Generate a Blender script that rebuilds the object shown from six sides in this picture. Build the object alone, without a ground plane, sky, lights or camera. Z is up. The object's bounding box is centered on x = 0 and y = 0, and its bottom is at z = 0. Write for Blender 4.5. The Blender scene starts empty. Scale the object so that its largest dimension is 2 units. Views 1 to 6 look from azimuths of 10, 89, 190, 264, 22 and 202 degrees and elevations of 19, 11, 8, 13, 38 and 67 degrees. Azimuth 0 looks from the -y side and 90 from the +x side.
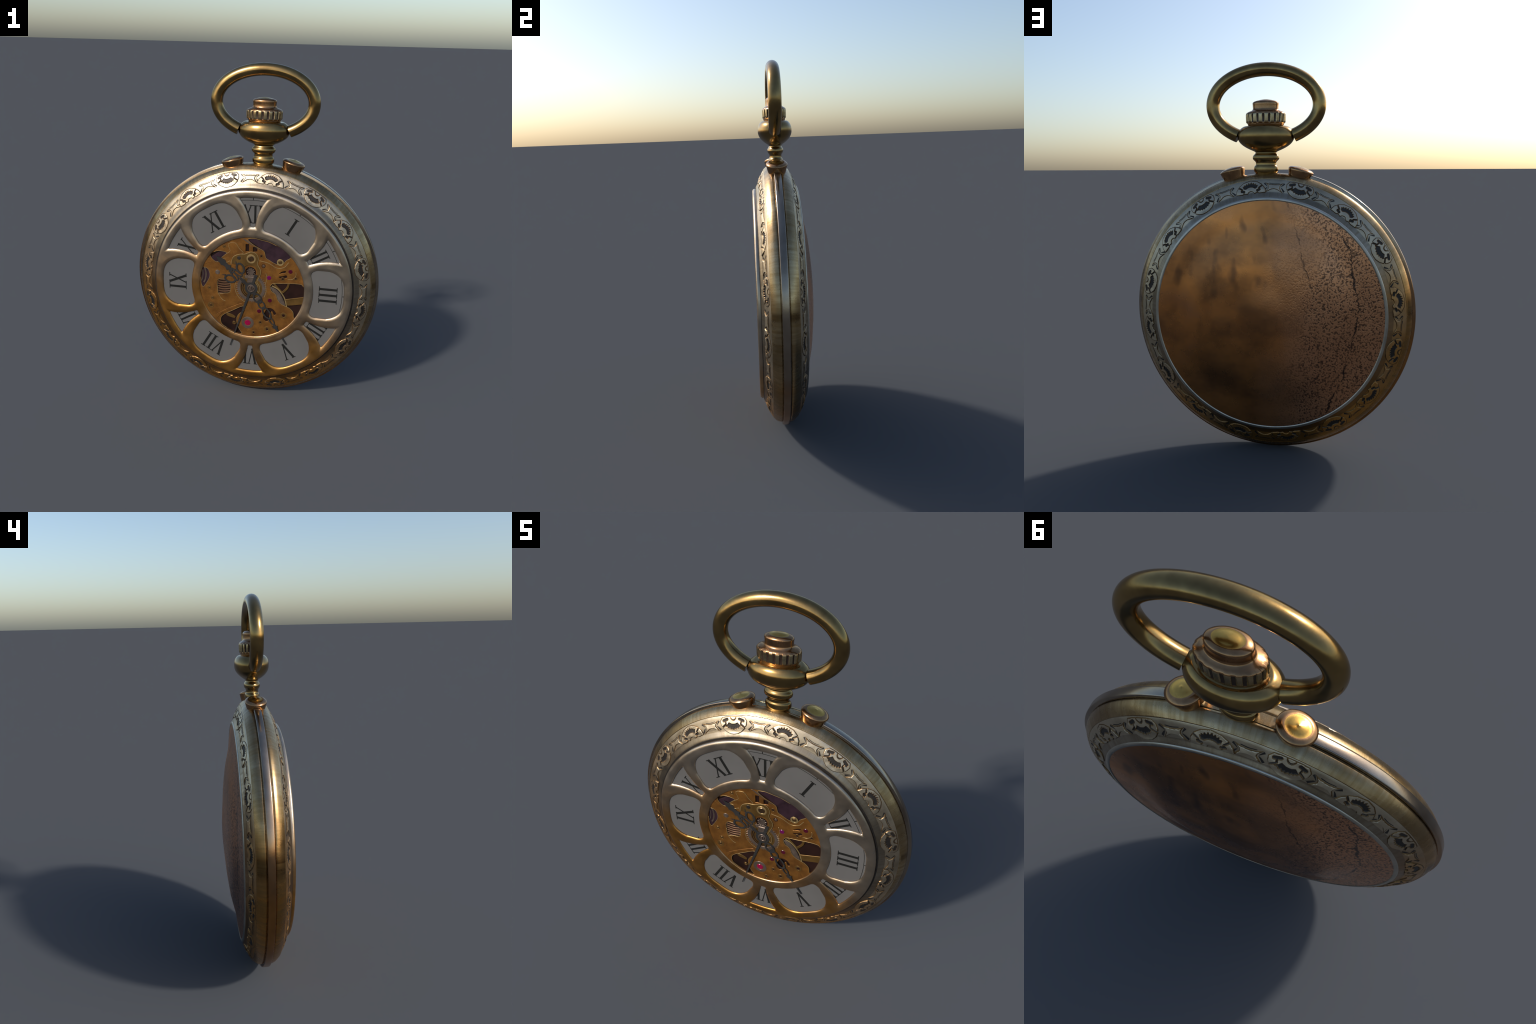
# Antique skeleton pocket watch: lathed case, engraved bands, pierced dial frame,
# open-worked movement, hands, stem with knurled crown, two push buttons and a bow.
import bpy, math
import numpy as np
from mathutils import Vector, Matrix
from mathutils.geometry import tessellate_polygon

RNG = np.random.default_rng(7)
CX, CY, CZ = 0.0, -0.027, 0.7350           # centre of the case (its axis runs along y)
R_RIM = 0.7350
PX, PY = 0.028, -0.025                     # vertical axis of the stem, crown and bow

watch = bpy.data.objects.new("pocket_watch", None)
bpy.context.scene.collection.objects.link(watch)
watch.location = (0, CY, 0)
watch["label"] = "antique brass skeleton pocket watch with pierced dial and bow"
watch["category"] = "pocket watch"

# ------------------------------------------------------------------ helpers: nodes
class Mat:
    def __init__(self, name):
        self.m = bpy.data.materials.new(name)
        self.m.use_nodes = True
        self.t = self.m.node_tree
        self.b = self.t.nodes["Principled BSDF"]
        self.co = self.n("ShaderNodeTexCoord").outputs["Object"]

    def n(self, kind, **kw):
        node = self.t.nodes.new(kind)
        for k, v in kw.items():
            setattr(node, k, v)
        return node

    def link(self, a, b):
        self.t.links.new(a, b)

    def put(self, sock, v):
        if hasattr(v, "is_output"):
            self.link(v, sock)
        else:
            sock.default_value = v

    def math(self, op, a, b=0.0, c=0.0, clamp=False):
        nd = self.n("ShaderNodeMath", operation=op, use_clamp=clamp)
        for s, v in zip(nd.inputs, (a, b, c)):
            self.put(s, v)
        return nd.outputs[0]

    def mapping(self, scale, loc=(0, 0, 0), co=None):
        mp = self.n("ShaderNodeMapping")
        mp.inputs["Scale"].default_value = scale
        mp.inputs["Location"].default_value = loc
        self.link(co or self.co, mp.inputs["Vector"])
        return mp.outputs[0]

    def noise(self, scale, detail=4.0, rough=0.55, co=None, distortion=0.0):
        nd = self.n("ShaderNodeTexNoise")
        nd.inputs["Scale"].default_value = scale
        nd.inputs["Detail"].default_value = detail
        nd.inputs["Roughness"].default_value = rough
        nd.inputs["Distortion"].default_value = distortion
        self.link(co or self.co, nd.inputs["Vector"])
        return nd.outputs["Fac"]

    def ramp(self, fac, stops, interp="LINEAR"):
        nd = self.n("ShaderNodeValToRGB")
        cr = nd.color_ramp
        cr.interpolation = interp
        while len(cr.elements) < len(stops):
            cr.elements.new(0.5)
        for e, (p, c) in zip(cr.elements, stops):
            e.position = p
            e.color = (*c, 1.0) if not np.isscalar(c) else (c, c, c, 1.0)
        self.link(fac, nd.inputs[0])
        return nd.outputs[0]

    def mix(self, fac, a, b, blend="MIX"):
        nd = self.n("ShaderNodeMix", data_type="RGBA", blend_type=blend)
        self.put(nd.inputs[0], fac)
        for s, v in ((nd.inputs[6], a), (nd.inputs[7], b)):
            self.put(s, (*v, 1.0) if isinstance(v, tuple) and len(v) == 3 else v)
        return nd.outputs[2]

    def bump(self, h, strength, dist=0.002):
        nd = self.n("ShaderNodeBump")
        nd.inputs["Strength"].default_value = strength
        nd.inputs["Distance"].default_value = dist
        self.link(h, nd.inputs["Height"])
        self.link(nd.outputs[0], self.b.inputs["Normal"])

    def polar(self, ka, kr, ky):
        """coordinates (angle, radius, depth) round the case axis, for brushed grain"""
        sp = self.n("ShaderNodeSeparateXYZ")
        self.link(self.co, sp.inputs[0])
        x, y, z = sp.outputs
        ang = self.math("ARCTAN2", x, z)
        rad = self.math("SQRT", self.math("ADD", self.math("MULTIPLY", x, x), self.math("MULTIPLY", z, z)))
        cb = self.n("ShaderNodeCombineXYZ")
        self.link(self.math("MULTIPLY", ang, ka), cb.inputs[0])
        self.link(self.math("MULTIPLY", rad, kr), cb.inputs[1])
        self.link(self.math("MULTIPLY", y, ky), cb.inputs[2])
        return cb.outputs[0]


PALE, PALE_D = (0.50, 0.375, 0.212), (0.25, 0.166, 0.080)


def metal(name, light, dark, rough=(0.28, 0.42), scale=6.0, grain=0.12, brushed=False, metallic=1.0, two_tone=False, painted_reflections=False, streaks=0.55, gold=((0.31, 0.140, 0.030), (0.58, 0.285, 0.072))):
    """mottled metal; two_tone: reflections baked into the colour, silvery above and golden below"""
    m = Mat(name)
    cloud = m.noise(scale, 5.0, 0.6)
    col = m.ramp(cloud, [(0.30, dark), (0.66, light)])
    if two_tone:
        gold = m.ramp(cloud, [(0.30, gold[0]), (0.66, gold[1])])
        sp = m.n("ShaderNodeSeparateXYZ")
        whole = m.n("ShaderNodeTexCoord", object=watch)      # coordinates of the whole watch, for every part
        m.link(m.mapping((1, 1, 1), (0, 0, -CZ), whole.outputs["Object"]), sp.inputs[0])
        x, y, z = sp.outputs
        lean = m.math("ADD", m.math("MULTIPLY", z, -1.4), m.math("MULTIPLY", x, -0.55))
        patchy = m.math("MULTIPLY", m.math("SUBTRACT", m.noise(2.2, 5.0, 0.6, co=whole.outputs["Object"]), 0.5), 2.4)
        mask = m.math("ADD", m.math("ADD", lean, patchy), 0.36, clamp=True)
        col = m.mix(mask, col, gold)
        if painted_reflections:
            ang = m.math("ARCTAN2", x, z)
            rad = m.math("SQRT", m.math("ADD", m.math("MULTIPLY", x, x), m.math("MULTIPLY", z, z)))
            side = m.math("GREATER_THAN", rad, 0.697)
            for a0, w in ((-1.49, 0.085), (1.49, 0.035)):  # two dark reflections beside the rim, painted into the base colour
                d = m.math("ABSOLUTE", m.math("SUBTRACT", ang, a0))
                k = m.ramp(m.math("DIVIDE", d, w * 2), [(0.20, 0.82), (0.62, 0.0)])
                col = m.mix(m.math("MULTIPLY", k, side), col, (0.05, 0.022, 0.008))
    fine = m.noise(190.0, 2.0, 0.5)
    ro = m.ramp(m.noise(scale * 2.3, 4.0), [(0.3, rough[0]), (0.7, rough[1])])
    if brushed:
        streak = m.noise(1.0, 3.0, 0.6, co=m.polar(46.0, 5.0, 5.0))
        col = m.mix(m.ramp(streak, [(0.36, 0.0), (0.70, streaks)]), col, tuple(k * c for k, c in zip((0.50, 0.42, 0.30), light)))
        ro = m.math("ADD", ro, m.math("MULTIPLY", m.math("SUBTRACT", streak, 0.5), 0.16))
        fine = m.math("ADD", fine, m.math("MULTIPLY", streak, 0.6))
    m.link(col, m.b.inputs["Base Color"])
    m.put(m.b.inputs["Roughness"], ro)
    m.b.inputs["Metallic"].default_value = metallic
    m.bump(fine, grain)
    return m.m


def plain(name, c, rough=0.5, metallic=0.0, vary=0.25, scale=14.0, spec=0.5):
    m = Mat(name)
    lo = tuple(x * (1 - vary) for x in c)
    m.link(m.ramp(m.noise(scale, 4.0), [(0.3, lo), (0.7, c)]), m.b.inputs["Base Color"])
    m.b.inputs["Roughness"].default_value = rough
    m.b.inputs["Metallic"].default_value = metallic
    m.b.inputs["Specular IOR Level"].default_value = spec
    return m.m


def leather_material():
    """aged brown panel: smoky smooth brown, turning into pebbled, cracked grain on the -x side"""
    m = Mat("aged_brown_panel")
    sp = m.n("ShaderNodeSeparateXYZ")
    m.link(m.co, sp.inputs[0])
    x, _, z = sp.outputs
    smoke = m.noise(1.0, 4.0, 0.55, co=m.mapping((3.2, 1.0, 4.5), (0.35, 0, 0.2)))
    base = m.ramp(smoke, [(0.25, (0.17, 0.078, 0.036)), (0.42, (0.33, 0.138, 0.050)), (0.58, (0.54, 0.212, 0.062)), (0.75, (0.46, 0.195, 0.080))])
    spots = m.noise(1.0, 2.0, 0.4, co=m.mapping((13.0, 1.0, 7.0), (2.1, 0, 4.0)))
    left = m.math("MULTIPLY", m.ramp(spots, [(0.56, 0.0), (0.72, 0.8)]), m.math("ADD", m.math("MULTIPLY", z, 2.0), 0.35, clamp=True))
    base = m.mix(left, base, (0.045, 0.032, 0.028))
    wob = m.noise(3.0, 3.0)
    grainy = m.math("ADD", m.math("MULTIPLY", x, -3.4), m.math("MULTIPLY", m.math("SUBTRACT", wob, 0.5), 1.5))
    grainy = m.math("ADD", grainy, 0.14, clamp=True)
    worms = m.noise(112.0, 1.5, 0.5, distortion=0.35)
    pebble = m.ramp(worms, [(0.37, 0.0), (0.53, 1.0)])
    flesh = m.mix(m.noise(7.0, 3.0), (0.52, 0.235, 0.112), (0.64, 0.315, 0.165))
    pitted = m.math("MULTIPLY", m.math("SUBTRACT", 1.0, pebble), m.math("MULTIPLY", grainy, grainy))
    grain = m.mix(pitted, flesh, (0.115, 0.064, 0.042))
    base = m.mix(m.math("MULTIPLY", grainy, 0.92), base, grain)
    # long wandering cracks: one bowed line near the edge and a short one from the top
    zz = m.math("SUBTRACT", z, 0.05)
    bow_line = m.math("ADD", -0.45, m.math("MULTIPLY", m.math("MULTIPLY", zz, zz), 0.55))
    top_line = m.math("ADD", -0.275, m.math("MULTIPLY", z, 0.30))
    crack = None
    for line, seed, amp, low in ((bow_line, 0.0, 0.055, -9.0), (top_line, 5.0, 0.045, 0.16)):
        w = m.noise(1.0, 6.0, 0.7, co=m.mapping((2.0, 0.0, 8.0), (seed, seed, seed)))
        d = m.math("ABSOLUTE", m.math("SUBTRACT", m.math("SUBTRACT", x, line), m.math("MULTIPLY", m.math("SUBTRACT", w, 0.5), amp * 2)))
        broken = m.noise(14.0, 3.0)
        k = m.math("LESS_THAN", m.math("ADD", d, m.math("MULTIPLY", m.math("SUBTRACT", 0.50, broken), 0.026)), 0.0030)
        k = m.math("MULTIPLY", k, m.math("GREATER_THAN", z, low))
        crack = k if crack is None else m.math("MAXIMUM", crack, k)
    fade = m.math("MULTIPLY", crack, m.math("MULTIPLY", grainy, 0.85))
    base = m.mix(fade, base, (0.03, 0.022, 0.02))
    m.link(base, m.b.inputs["Base Color"])
    m.b.inputs["Metallic"].default_value = 0.9
    ro = m.ramp(m.noise(9.0, 4.0), [(0.3, 0.24), (0.7, 0.34)])
    m.link(ro, m.b.inputs["Roughness"])
    h = m.math("MULTIPLY", m.math("SUBTRACT", pebble, m.math("MULTIPLY", crack, 1.5)), grainy)
    m.bump(h, 0.18, 0.003)
    return m.m


BRASS = metal("case_brass_baked_reflections", PALE, PALE_D, (0.22, 0.36), 5.0, 0.10, True, two_tone=True, painted_reflections=True, streaks=0.75)
BAND = metal("engraved_brass", (0.53, 0.445, 0.325), (0.33, 0.265, 0.180), (0.32, 0.46), 7.0, 0.12, two_tone=True)
FRAME = metal("satin_frame_brass", (0.56, 0.460, 0.350), (0.40, 0.315, 0.225), (0.27, 0.40), 6.0, 0.10, two_tone=True)
COVE = metal("cove_brass_darkened_for_sky", (0.38, 0.325, 0.25), (0.22, 0.18, 0.13), (0.28, 0.40), 7.0, 0.08, True, two_tone=True, gold=((0.20, 0.09, 0.02), (0.40, 0.19, 0.05)))  # darker band copy: colours in the dark sky the steep cove mirrors
STEEL = metal("rim_bronze", (0.39, 0.325, 0.255), (0.23, 0.180, 0.135), (0.16, 0.26), 4.0, 0.05, two_tone=True, gold=((0.20, 0.085, 0.028), (0.48, 0.225, 0.070)))
OLIVE = metal("olive_bronze", (0.36, 0.240, 0.092), (0.20, 0.127, 0.050), (0.16, 0.27), 8.0, 0.04)
COPPER = metal("red_copper", (0.44, 0.245, 0.115), (0.26, 0.145, 0.072), (0.18, 0.30), 14.0, 0.05)
GILT = metal("polished_gilt", (0.70, 0.43, 0.11), (0.50, 0.29, 0.07), (0.18, 0.28), 12.0, 0.04)
PIT = plain("dark_recess", (0.050, 0.043, 0.038), 0.45, 0.8)
GROOVE = plain("dark_knurl_groove", (0.045, 0.026, 0.018), 0.4, 0.5)
RIB = metal("worn_rib_brass", (0.46, 0.37, 0.22), (0.34, 0.24, 0.12), (0.2, 0.32), 10.0, 0.05)
EDGE = plain("brown_patina_edge", (0.17, 0.098, 0.040), 0.40, 0.9)
SILVER = metal("silver_ring", (0.52, 0.48, 0.41), (0.38, 0.35, 0.29), (0.30, 0.42), 9.0, 0.06)
ENAMEL = plain("aged_white_dial", (0.102, 0.098, 0.094), 0.6, 0.0, 0.12, 5.0, spec=0.2)
INK = plain("dial_black_ink", (0.012, 0.012, 0.011), 0.6, 0.0, spec=0.1)
HAND = plain("blackened_hands", (0.026, 0.0245, 0.0235), 0.5, 0.0, spec=0.15)
PLATE = metal("movement_gilt", (0.225, 0.094, 0.0155), (0.115, 0.044, 0.0075), (0.40, 0.55), 22.0, 0.25, metallic=0.6)
PLATE_B = metal("movement_bridge_gilt", (0.15, 0.080, 0.018), (0.085, 0.045, 0.010), (0.40, 0.52), 16.0, 0.2, metallic=0.6)
TRIM = metal("movement_bright_edge", (0.40, 0.28, 0.12), (0.28, 0.19, 0.08), (0.35, 0.45), 16.0, 0.05, metallic=0.7)
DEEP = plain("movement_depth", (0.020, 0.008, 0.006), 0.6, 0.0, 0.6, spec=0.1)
PLUM = plain("plum_barrel", (0.036, 0.017, 0.025), 0.5, 0.2, 0.6, 24.0, spec=0.2)
GREY = metal("grey_gear_steel", (0.18, 0.135, 0.105), (0.085, 0.060, 0.048), (0.35, 0.5), 20.0, 0.06, metallic=0.7)
COIL = plain("mainspring_bronze", (0.13, 0.062, 0.028), 0.45, 0.5)
RUBY = plain("ruby_jewel", (0.22, 0.001, 0.035), 0.2, 0.0, 0.3)
GARNET = plain("dark_garnet_jewel", (0.060, 0.002, 0.012), 0.2, 0.0, 0.3)
VIOLET = plain("violet_jewel", (0.11, 0.002, 0.060), 0.2, 0.0, 0.3)

# ------------------------------------------------------------------ helpers: meshes
def make(name, verts, faces, mats, parent=None, loc=(0, 0, 0), angle=35.0, idx=None):
    me = bpy.data.meshes.new(name)
    me.from_pydata([tuple(map(float, v)) for v in verts], [], [tuple(map(int, f)) for f in faces])
    for mt in (mats if isinstance(mats, (list, tuple)) else [mats]):
        me.materials.append(mt)
    if idx is not None:
        me.polygons.foreach_set("material_index", np.asarray(idx, np.int32))
    me.polygons.foreach_set("use_smooth", np.ones(len(me.polygons), bool))
    if angle is not None:
        me.set_sharp_from_angle(angle=math.radians(angle))
    me.update()
    ob = bpy.data.objects.new(name, me)
    bpy.context.scene.collection.objects.link(ob)
    place(ob, loc, parent)
    return ob


def place(ob, loc, parent):
    """world location, kept when parented (parents carry translation only)"""
    if parent is not None:
        ob.parent = parent
        p = parent
        off = Vector((0, 0, 0))
        while p is not None:
            off += p.location
            p = p.parent
        ob.location = Vector(loc) - off
    else:
        ob.location = loc


CENTRE = (CX, CY, CZ)


def spline(pts, per=6):
    """Catmull-Rom through open control points"""
    p = np.array(pts, float)
    q = np.vstack([2 * p[0] - p[1], p, 2 * p[-1] - p[-2]])
    out = []
    for i in range(1, len(q) - 2):
        for t in np.arange(per) / per:
            out.append(0.5 * (2 * q[i] + (q[i + 1] - q[i - 1]) * t + (2 * q[i - 1] - 5 * q[i] + 4 * q[i + 1] - q[i + 2]) * t**2
                              + (3 * q[i] - q[i - 1] - 3 * q[i + 1] + q[i + 2]) * t**3))
    out.append(q[-2])
    return np.array(out)


def smooth_loop(pts, per=5):
    p = np.array(pts, float)
    n = len(p)
    out = []
    for i in range(n):
        a, b, c, d = p[i - 1], p[i], p[(i + 1) % n], p[(i + 2) % n]
        for t in np.arange(per) / per:
            out.append(0.5 * (2 * b + (c - a) * t + (2 * a - 5 * b + 4 * c - d) * t**2 + (3 * b - a - 3 * c + d) * t**3))
    return np.array(out)


def lathe_y(name, prof, mat, parent, segs=288, angle=40.0, idx=None, clip=None):
    """turn a (radius, offset-towards-the-front) profile round the case axis"""
    prof = np.asarray(prof, float)
    k = len(prof)
    t = np.linspace(0, 2 * np.pi, segs, endpoint=False)
    v, f, mi = [], [], []
    for j in range(segs):
        for r, o in prof:
            r = min(r, clip(t[j])) if clip else r
            v.append((r * math.sin(t[j]), -o, r * math.cos(t[j])))
    for j in range(segs):
        a, b = j * k, ((j + 1) % segs) * k
        for i in range(k - 1):
            f.append((a + i, b + i, b + i + 1, a + i + 1))
            mi.append(idx(i, t[j]) if idx else 0)
    return make(name, v, f, mat, parent, CENTRE, angle, mi)


def lathe_z(name, prof, mat, parent, loc, sy=1.0, segs=96, angle=40.0, mod=None, tilt=0.0, idx=None, mats=None, dark=None):
    """turn a (radius, height) profile round a vertical axis, squashed along y and tilted about y"""
    prof = np.asarray(prof, float)
    k = len(prof)
    v, f, mi = [], [], []
    ca, sa = math.cos(tilt), math.sin(tilt)
    for j in range(segs):
        th = 2 * math.pi * j / segs
        for i, (r, h) in enumerate(prof):
            rr = r - (mod(th, i) if mod else 0.0)
            x, y = rr * math.sin(th), -rr * math.cos(th) * sy
            v.append((x * ca + h * sa, y, -x * sa + h * ca))
    for j in range(segs):
        a, b = j * k, ((j + 1) % segs) * k
        for i in range(k - 1):
            f.append((a + i, b + i, b + i + 1, a + i + 1))
            mi.append(2 if dark and dark(2 * math.pi * (j + 0.5) / segs, i) else idx[i] if idx else 0)
    return make(name, v, f, mats or mat, parent, loc, angle, mi)


def area(l):
    x, y = l[:, 0], l[:, 1]
    return 0.5 * np.sum(x * np.roll(y, -1) - y * np.roll(x, -1))


def inset(l, d):
    """move a closed loop to its left by d (counter-clockwise loops shrink)"""
    t = np.roll(l, -1, 0) - l
    t /= np.maximum(np.linalg.norm(t, axis=1, keepdims=True), 1e-9)
    n = np.stack([-t[:, 1], t[:, 0]], 1)
    m = n + np.roll(n, 1, 0)
    m /= np.maximum(np.linalg.norm(m, axis=1, keepdims=True), 1e-9)
    c = np.maximum(np.sum(m * n, axis=1, keepdims=True), 0.5)
    return l + m * d / c


class Slab:
    """collects flat shapes (outer loop and holes) standing on the dial plane, with chamfered edges"""
    def __init__(self):
        self.v, self.f, self.i = [], [], []

    def add(self, outer, top, thick, holes=(), chamfer=0.0012, mat=0):
        loops = []
        for n, l in enumerate([outer, *holes]):
            l = np.asarray(l, float)
            if (area(l) > 0) != (n == 0):
                l = l[::-1]
            loops.append(l)
        base = len(self.v)
        ins = [inset(l, chamfer) for l in loops]
        start = []
        for l, q in zip(loops, ins):
            start.append(len(self.v))
            for (a, b) in q:
                self.v.append((a, -top, b))
            for (a, b) in l:
                self.v.append((a, -(top - chamfer), b))
            for (a, b) in l:
                self.v.append((a, -(top - thick), b))
        flat, ids = [], []
        for l, s in zip(ins, start):
            flat += [Vector((a, b, 0)) for a, b in l]
            ids += list(range(s, s + len(l)))
        packs = []
        p = 0
        for l in ins:
            packs.append(flat[p:p + len(l)])
            p += len(l)
        for tri in tessellate_polygon(packs):
            a, b, c = (flat[t] for t in tri)
            cr = (b - a).cross(c - a).z
            if abs(cr) < 1e-14:
                continue
            tri = tri if cr > 0 else tri[::-1]
            self.f.append([ids[t] for t in tri])
            self.i.append(mat)
        for l, s in zip(loops, start):
            n = len(l)
            for j in range(n):
                k = (j + 1) % n
                self.f.append((s + j, s + n + j, s + n + k, s + k))
                self.f.append((s + n + j, s + 2 * n + j, s + 2 * n + k, s + n + k))
                self.i += [mat, mat]
        return self

    def build(self, name, mats, parent, loc=CENTRE):
        return make(name, self.v, self.f, mats, parent, loc, 25.0, self.i)


def circle(c, r, n=32, ry=None, rot=0.0):
    t = np.linspace(0, 2 * np.pi, n, endpoint=False)
    x, y = r * np.cos(t), (ry or r) * np.sin(t)
    return np.stack([c[0] + x * math.cos(rot) - y * math.sin(rot), c[1] + x * math.sin(rot) + y * math.cos(rot)], 1)


def strip(path, w, w2=None):
    """outline of a stroke of width w (tapering to w2) along a polyline"""
    p = np.asarray(path, float)
    t = np.gradient(p, axis=0)
    t /= np.linalg.norm(t, axis=1, keepdims=True)
    n = np.stack([-t[:, 1], t[:, 0]], 1)
    ws = np.linspace(w, w if w2 is None else w2, len(p))[:, None] / 2
    return np.vstack([p + n * ws, (p - n * ws)[::-1]])


def arc(c, r, a0, a1, n=40):
    t = np.radians(np.linspace(a0, a1, n))
    return np.stack([c[0] + r * np.sin(t), c[1] + r * np.cos(t)], 1)


def gear_loop(c, r, teeth, depth, duty=0.5):
    out = []
    for i in range(teeth):
        a = 2 * math.pi * i / teeth
        s = 2 * math.pi / teeth
        for fr, rr in ((0.0, r - depth), (0.5 - duty * 0.4, r - depth), (0.5 - duty * 0.22, r), (0.5 + duty * 0.22, r), (0.5 + duty * 0.4, r - depth)):
            out.append((c[0] + rr * math.sin(a + s * fr), c[1] + rr * math.cos(a + s * fr)))
    return np.array(out)


# ---- signed distances (numpy), positive inside
def smoothstep(a, b, x):
    t = np.clip((x - a) / (b - a), 0, 1)
    return t * t * (3 - 2 * t)


def sd_circle(u, v, c, r, sx=1.0, sy=1.0):
    return r - np.hypot((u - c[0]) / sx, (v - c[1]) / sy)


def sd_poly(u, v, pts):
    pts = np.asarray(pts, float)
    d = np.full(u.shape, 1e9)
    ins = np.zeros(u.shape, bool)
    for i in range(len(pts)):
        a, b = pts[i - 1], pts[i]
        e = b - a
        w0, w1 = u - a[0], v - a[1]
        t = np.clip((w0 * e[0] + w1 * e[1]) / (e @ e + 1e-15), 0, 1)
        d = np.minimum(d, (w0 - t * e[0])**2 + (w1 - t * e[1])**2)
        cond = ((a[1] > v) != (b[1] > v)) & (u < (b[0] - a[0]) * (v - a[1]) / (b[1] - a[1] + 1e-15) + a[0])
        ins ^= cond
    return np.where(ins, 1, -1) * np.sqrt(d)


def sd_stroke(u, v, a, b, w):
    a, b = np.array(a), np.array(b)
    e = b - a
    t = np.clip(((u - a[0]) * e[0] + (v - a[1]) * e[1]) / (e @ e), 0, 1)
    return w - np.hypot(u - a[0] - t * e[0], v - a[1] - t * e[1])


def cut_grid(A, B, sdf, wrap=False):
    """quads of a parameter grid whose shape is sdf>0; outline vertices slide on to the contour"""
    na, nb = A.shape
    d = sdf(A, B)
    ia = np.arange(na if wrap else na - 1)
    q = np.stack([(ia[:, None] * nb + np.arange(nb - 1)[None]), (((ia + 1) % na)[:, None] * nb + np.arange(nb - 1)[None]),
                  (((ia + 1) % na)[:, None] * nb + np.arange(1, nb)[None]), (ia[:, None] * nb + np.arange(1, nb)[None])], -1).reshape(-1, 4)
    keep = (d.ravel()[q] > 0).any(1)
    q = q[keep]
    used = np.unique(q)
    a, b = A.ravel()[used].copy(), B.ravel()[used].copy()
    for _ in range(4):
        dd = sdf(a, b)
        h = 2e-4
        ga = (sdf(a + h, b) - sdf(a - h, b)) / (2 * h)
        gb = (sdf(a, b + h) - sdf(a, b - h)) / (2 * h)
        g2 = np.maximum(ga * ga + gb * gb, 0.2)
        out = dd < 0
        a[out] -= (dd * ga / g2)[out]
        b[out] -= (dd * gb / g2)[out]
    remap = np.full(d.size, -1)
    remap[used] = np.arange(len(used))
    return a, b, remap[q]


def boundary(quads):
    from collections import Counter
    e = np.concatenate([quads[:, [0, 1]], quads[:, [1, 2]], quads[:, [2, 3]], quads[:, [3, 0]]])
    cnt = Counter(map(tuple, np.sort(e, 1).tolist()))
    return [tuple(x) for x in e.tolist() if cnt[tuple(sorted(x))] == 1]


# ------------------------------------------------------------------ the watch
# ---- case: rim band and two covers
rim = [(0.705, 0.0178), (0.7312, 0.0178), (0.7338, 0.0166), (R_RIM, 0.0135), (R_RIM + 0.0, 0.0), (R_RIM, -0.0135), (0.7338, -0.0166), (0.7312, -0.0178), (0.705, -0.0178)]


def in_seat(t):
    """between the two push buttons the rim is filed down to a plain seat for the stem"""
    d = math.degrees(t)
    return d < 12.0 or d > 352.0


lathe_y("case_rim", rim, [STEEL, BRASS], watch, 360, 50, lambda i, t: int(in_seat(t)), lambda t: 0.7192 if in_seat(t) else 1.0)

COVER_KEYS = [(0.7188, 0.0215), (0.7196, 0.0280), (0.7150, 0.0412), (0.7065, 0.0535), (0.6970, 0.0635), (0.6925, 0.0676),
              (0.6895, 0.0678), (0.6865, 0.0700), (0.6800, 0.0740), (0.6660, 0.0805), (0.6520, 0.0865), (0.6400, 0.0910), (0.6300, 0.0942),
              (0.6220, 0.0975), (0.6140, 0.1025), (0.6060, 0.1075), (0.5980, 0.1110), (0.5880, 0.1125), (0.5700, 0.1128)]
COVER = np.vstack([[(0.7150, 0.0150), (0.7150, 0.0194), (0.7172, 0.0199)], spline(COVER_KEYS, 5)])
_o = np.argsort(COVER[3:, 0]) + 3


def cover_offset(r):
    return np.interp(r, COVER[_o, 0], COVER[_o, 1])


band_idx = lambda i, t: 0 if COVER[i, 0] > 0.6900 or i <= 3 else 1 if COVER[i, 0] > 0.627 else 2
front = lathe_y("front_cover", COVER, [BRASS, BAND, COVE], watch, 360, 60, band_idx)
BACK = COVER * [1, -1]
back = lathe_y("back_cover", BACK, [BRASS, BAND, COVE], watch, 360, 60, band_idx)

# narrow silver ring round the back panel, and the domed panel itself
ring_prof = [(0.604, 0.104), (0.6010, 0.1115), (0.5980, 0.1138), (0.592, 0.1155), (0.5865, 0.1158), (0.5845, 0.1138)]
lathe_y("back_ring", np.array(ring_prof) * [1, -1], SILVER, watch, 300, 60)
dome = spline([(0.5862, 0.1138), (0.560, 0.1178), (0.530, 0.1220), (0.50, 0.1253), (0.48, 0.1280), (0.46, 0.1318), (0.44, 0.1364), (0.40, 0.1460), (0.36, 0.1545), (0.30, 0.1632), (0.24, 0.1705), (0.16, 0.1772), (0.08, 0.1838), (0.0, 0.1870)], 5)
dome[-1, 0] = 0.0005
lathe_y("back_panel", dome * [1, -1], leather_material(), watch, 288, 80)

# ---- engraved ornaments: raised plaques that follow the slope of the cover
R0 = 0.652


def fan_shape(u, v):
    u, v = u / 1.06, v / 1.06
    body = sd_poly(u, v, [(-0.076, -0.026), (-0.070, -0.004), (-0.054, 0.014), (-0.032, 0.027), (0, 0.033), (0.032, 0.027), (0.054, 0.014), (0.070, -0.004),
                          (0.076, -0.026), (0.045, -0.029), (0.030, -0.026), (0.019, -0.029), (-0.019, -0.029), (-0.030, -0.026), (-0.045, -0.029)])
    return np.minimum(body, -sd_circle(u, v, (0, -0.033), 0.0165, 1.0, 0.85))


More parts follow.
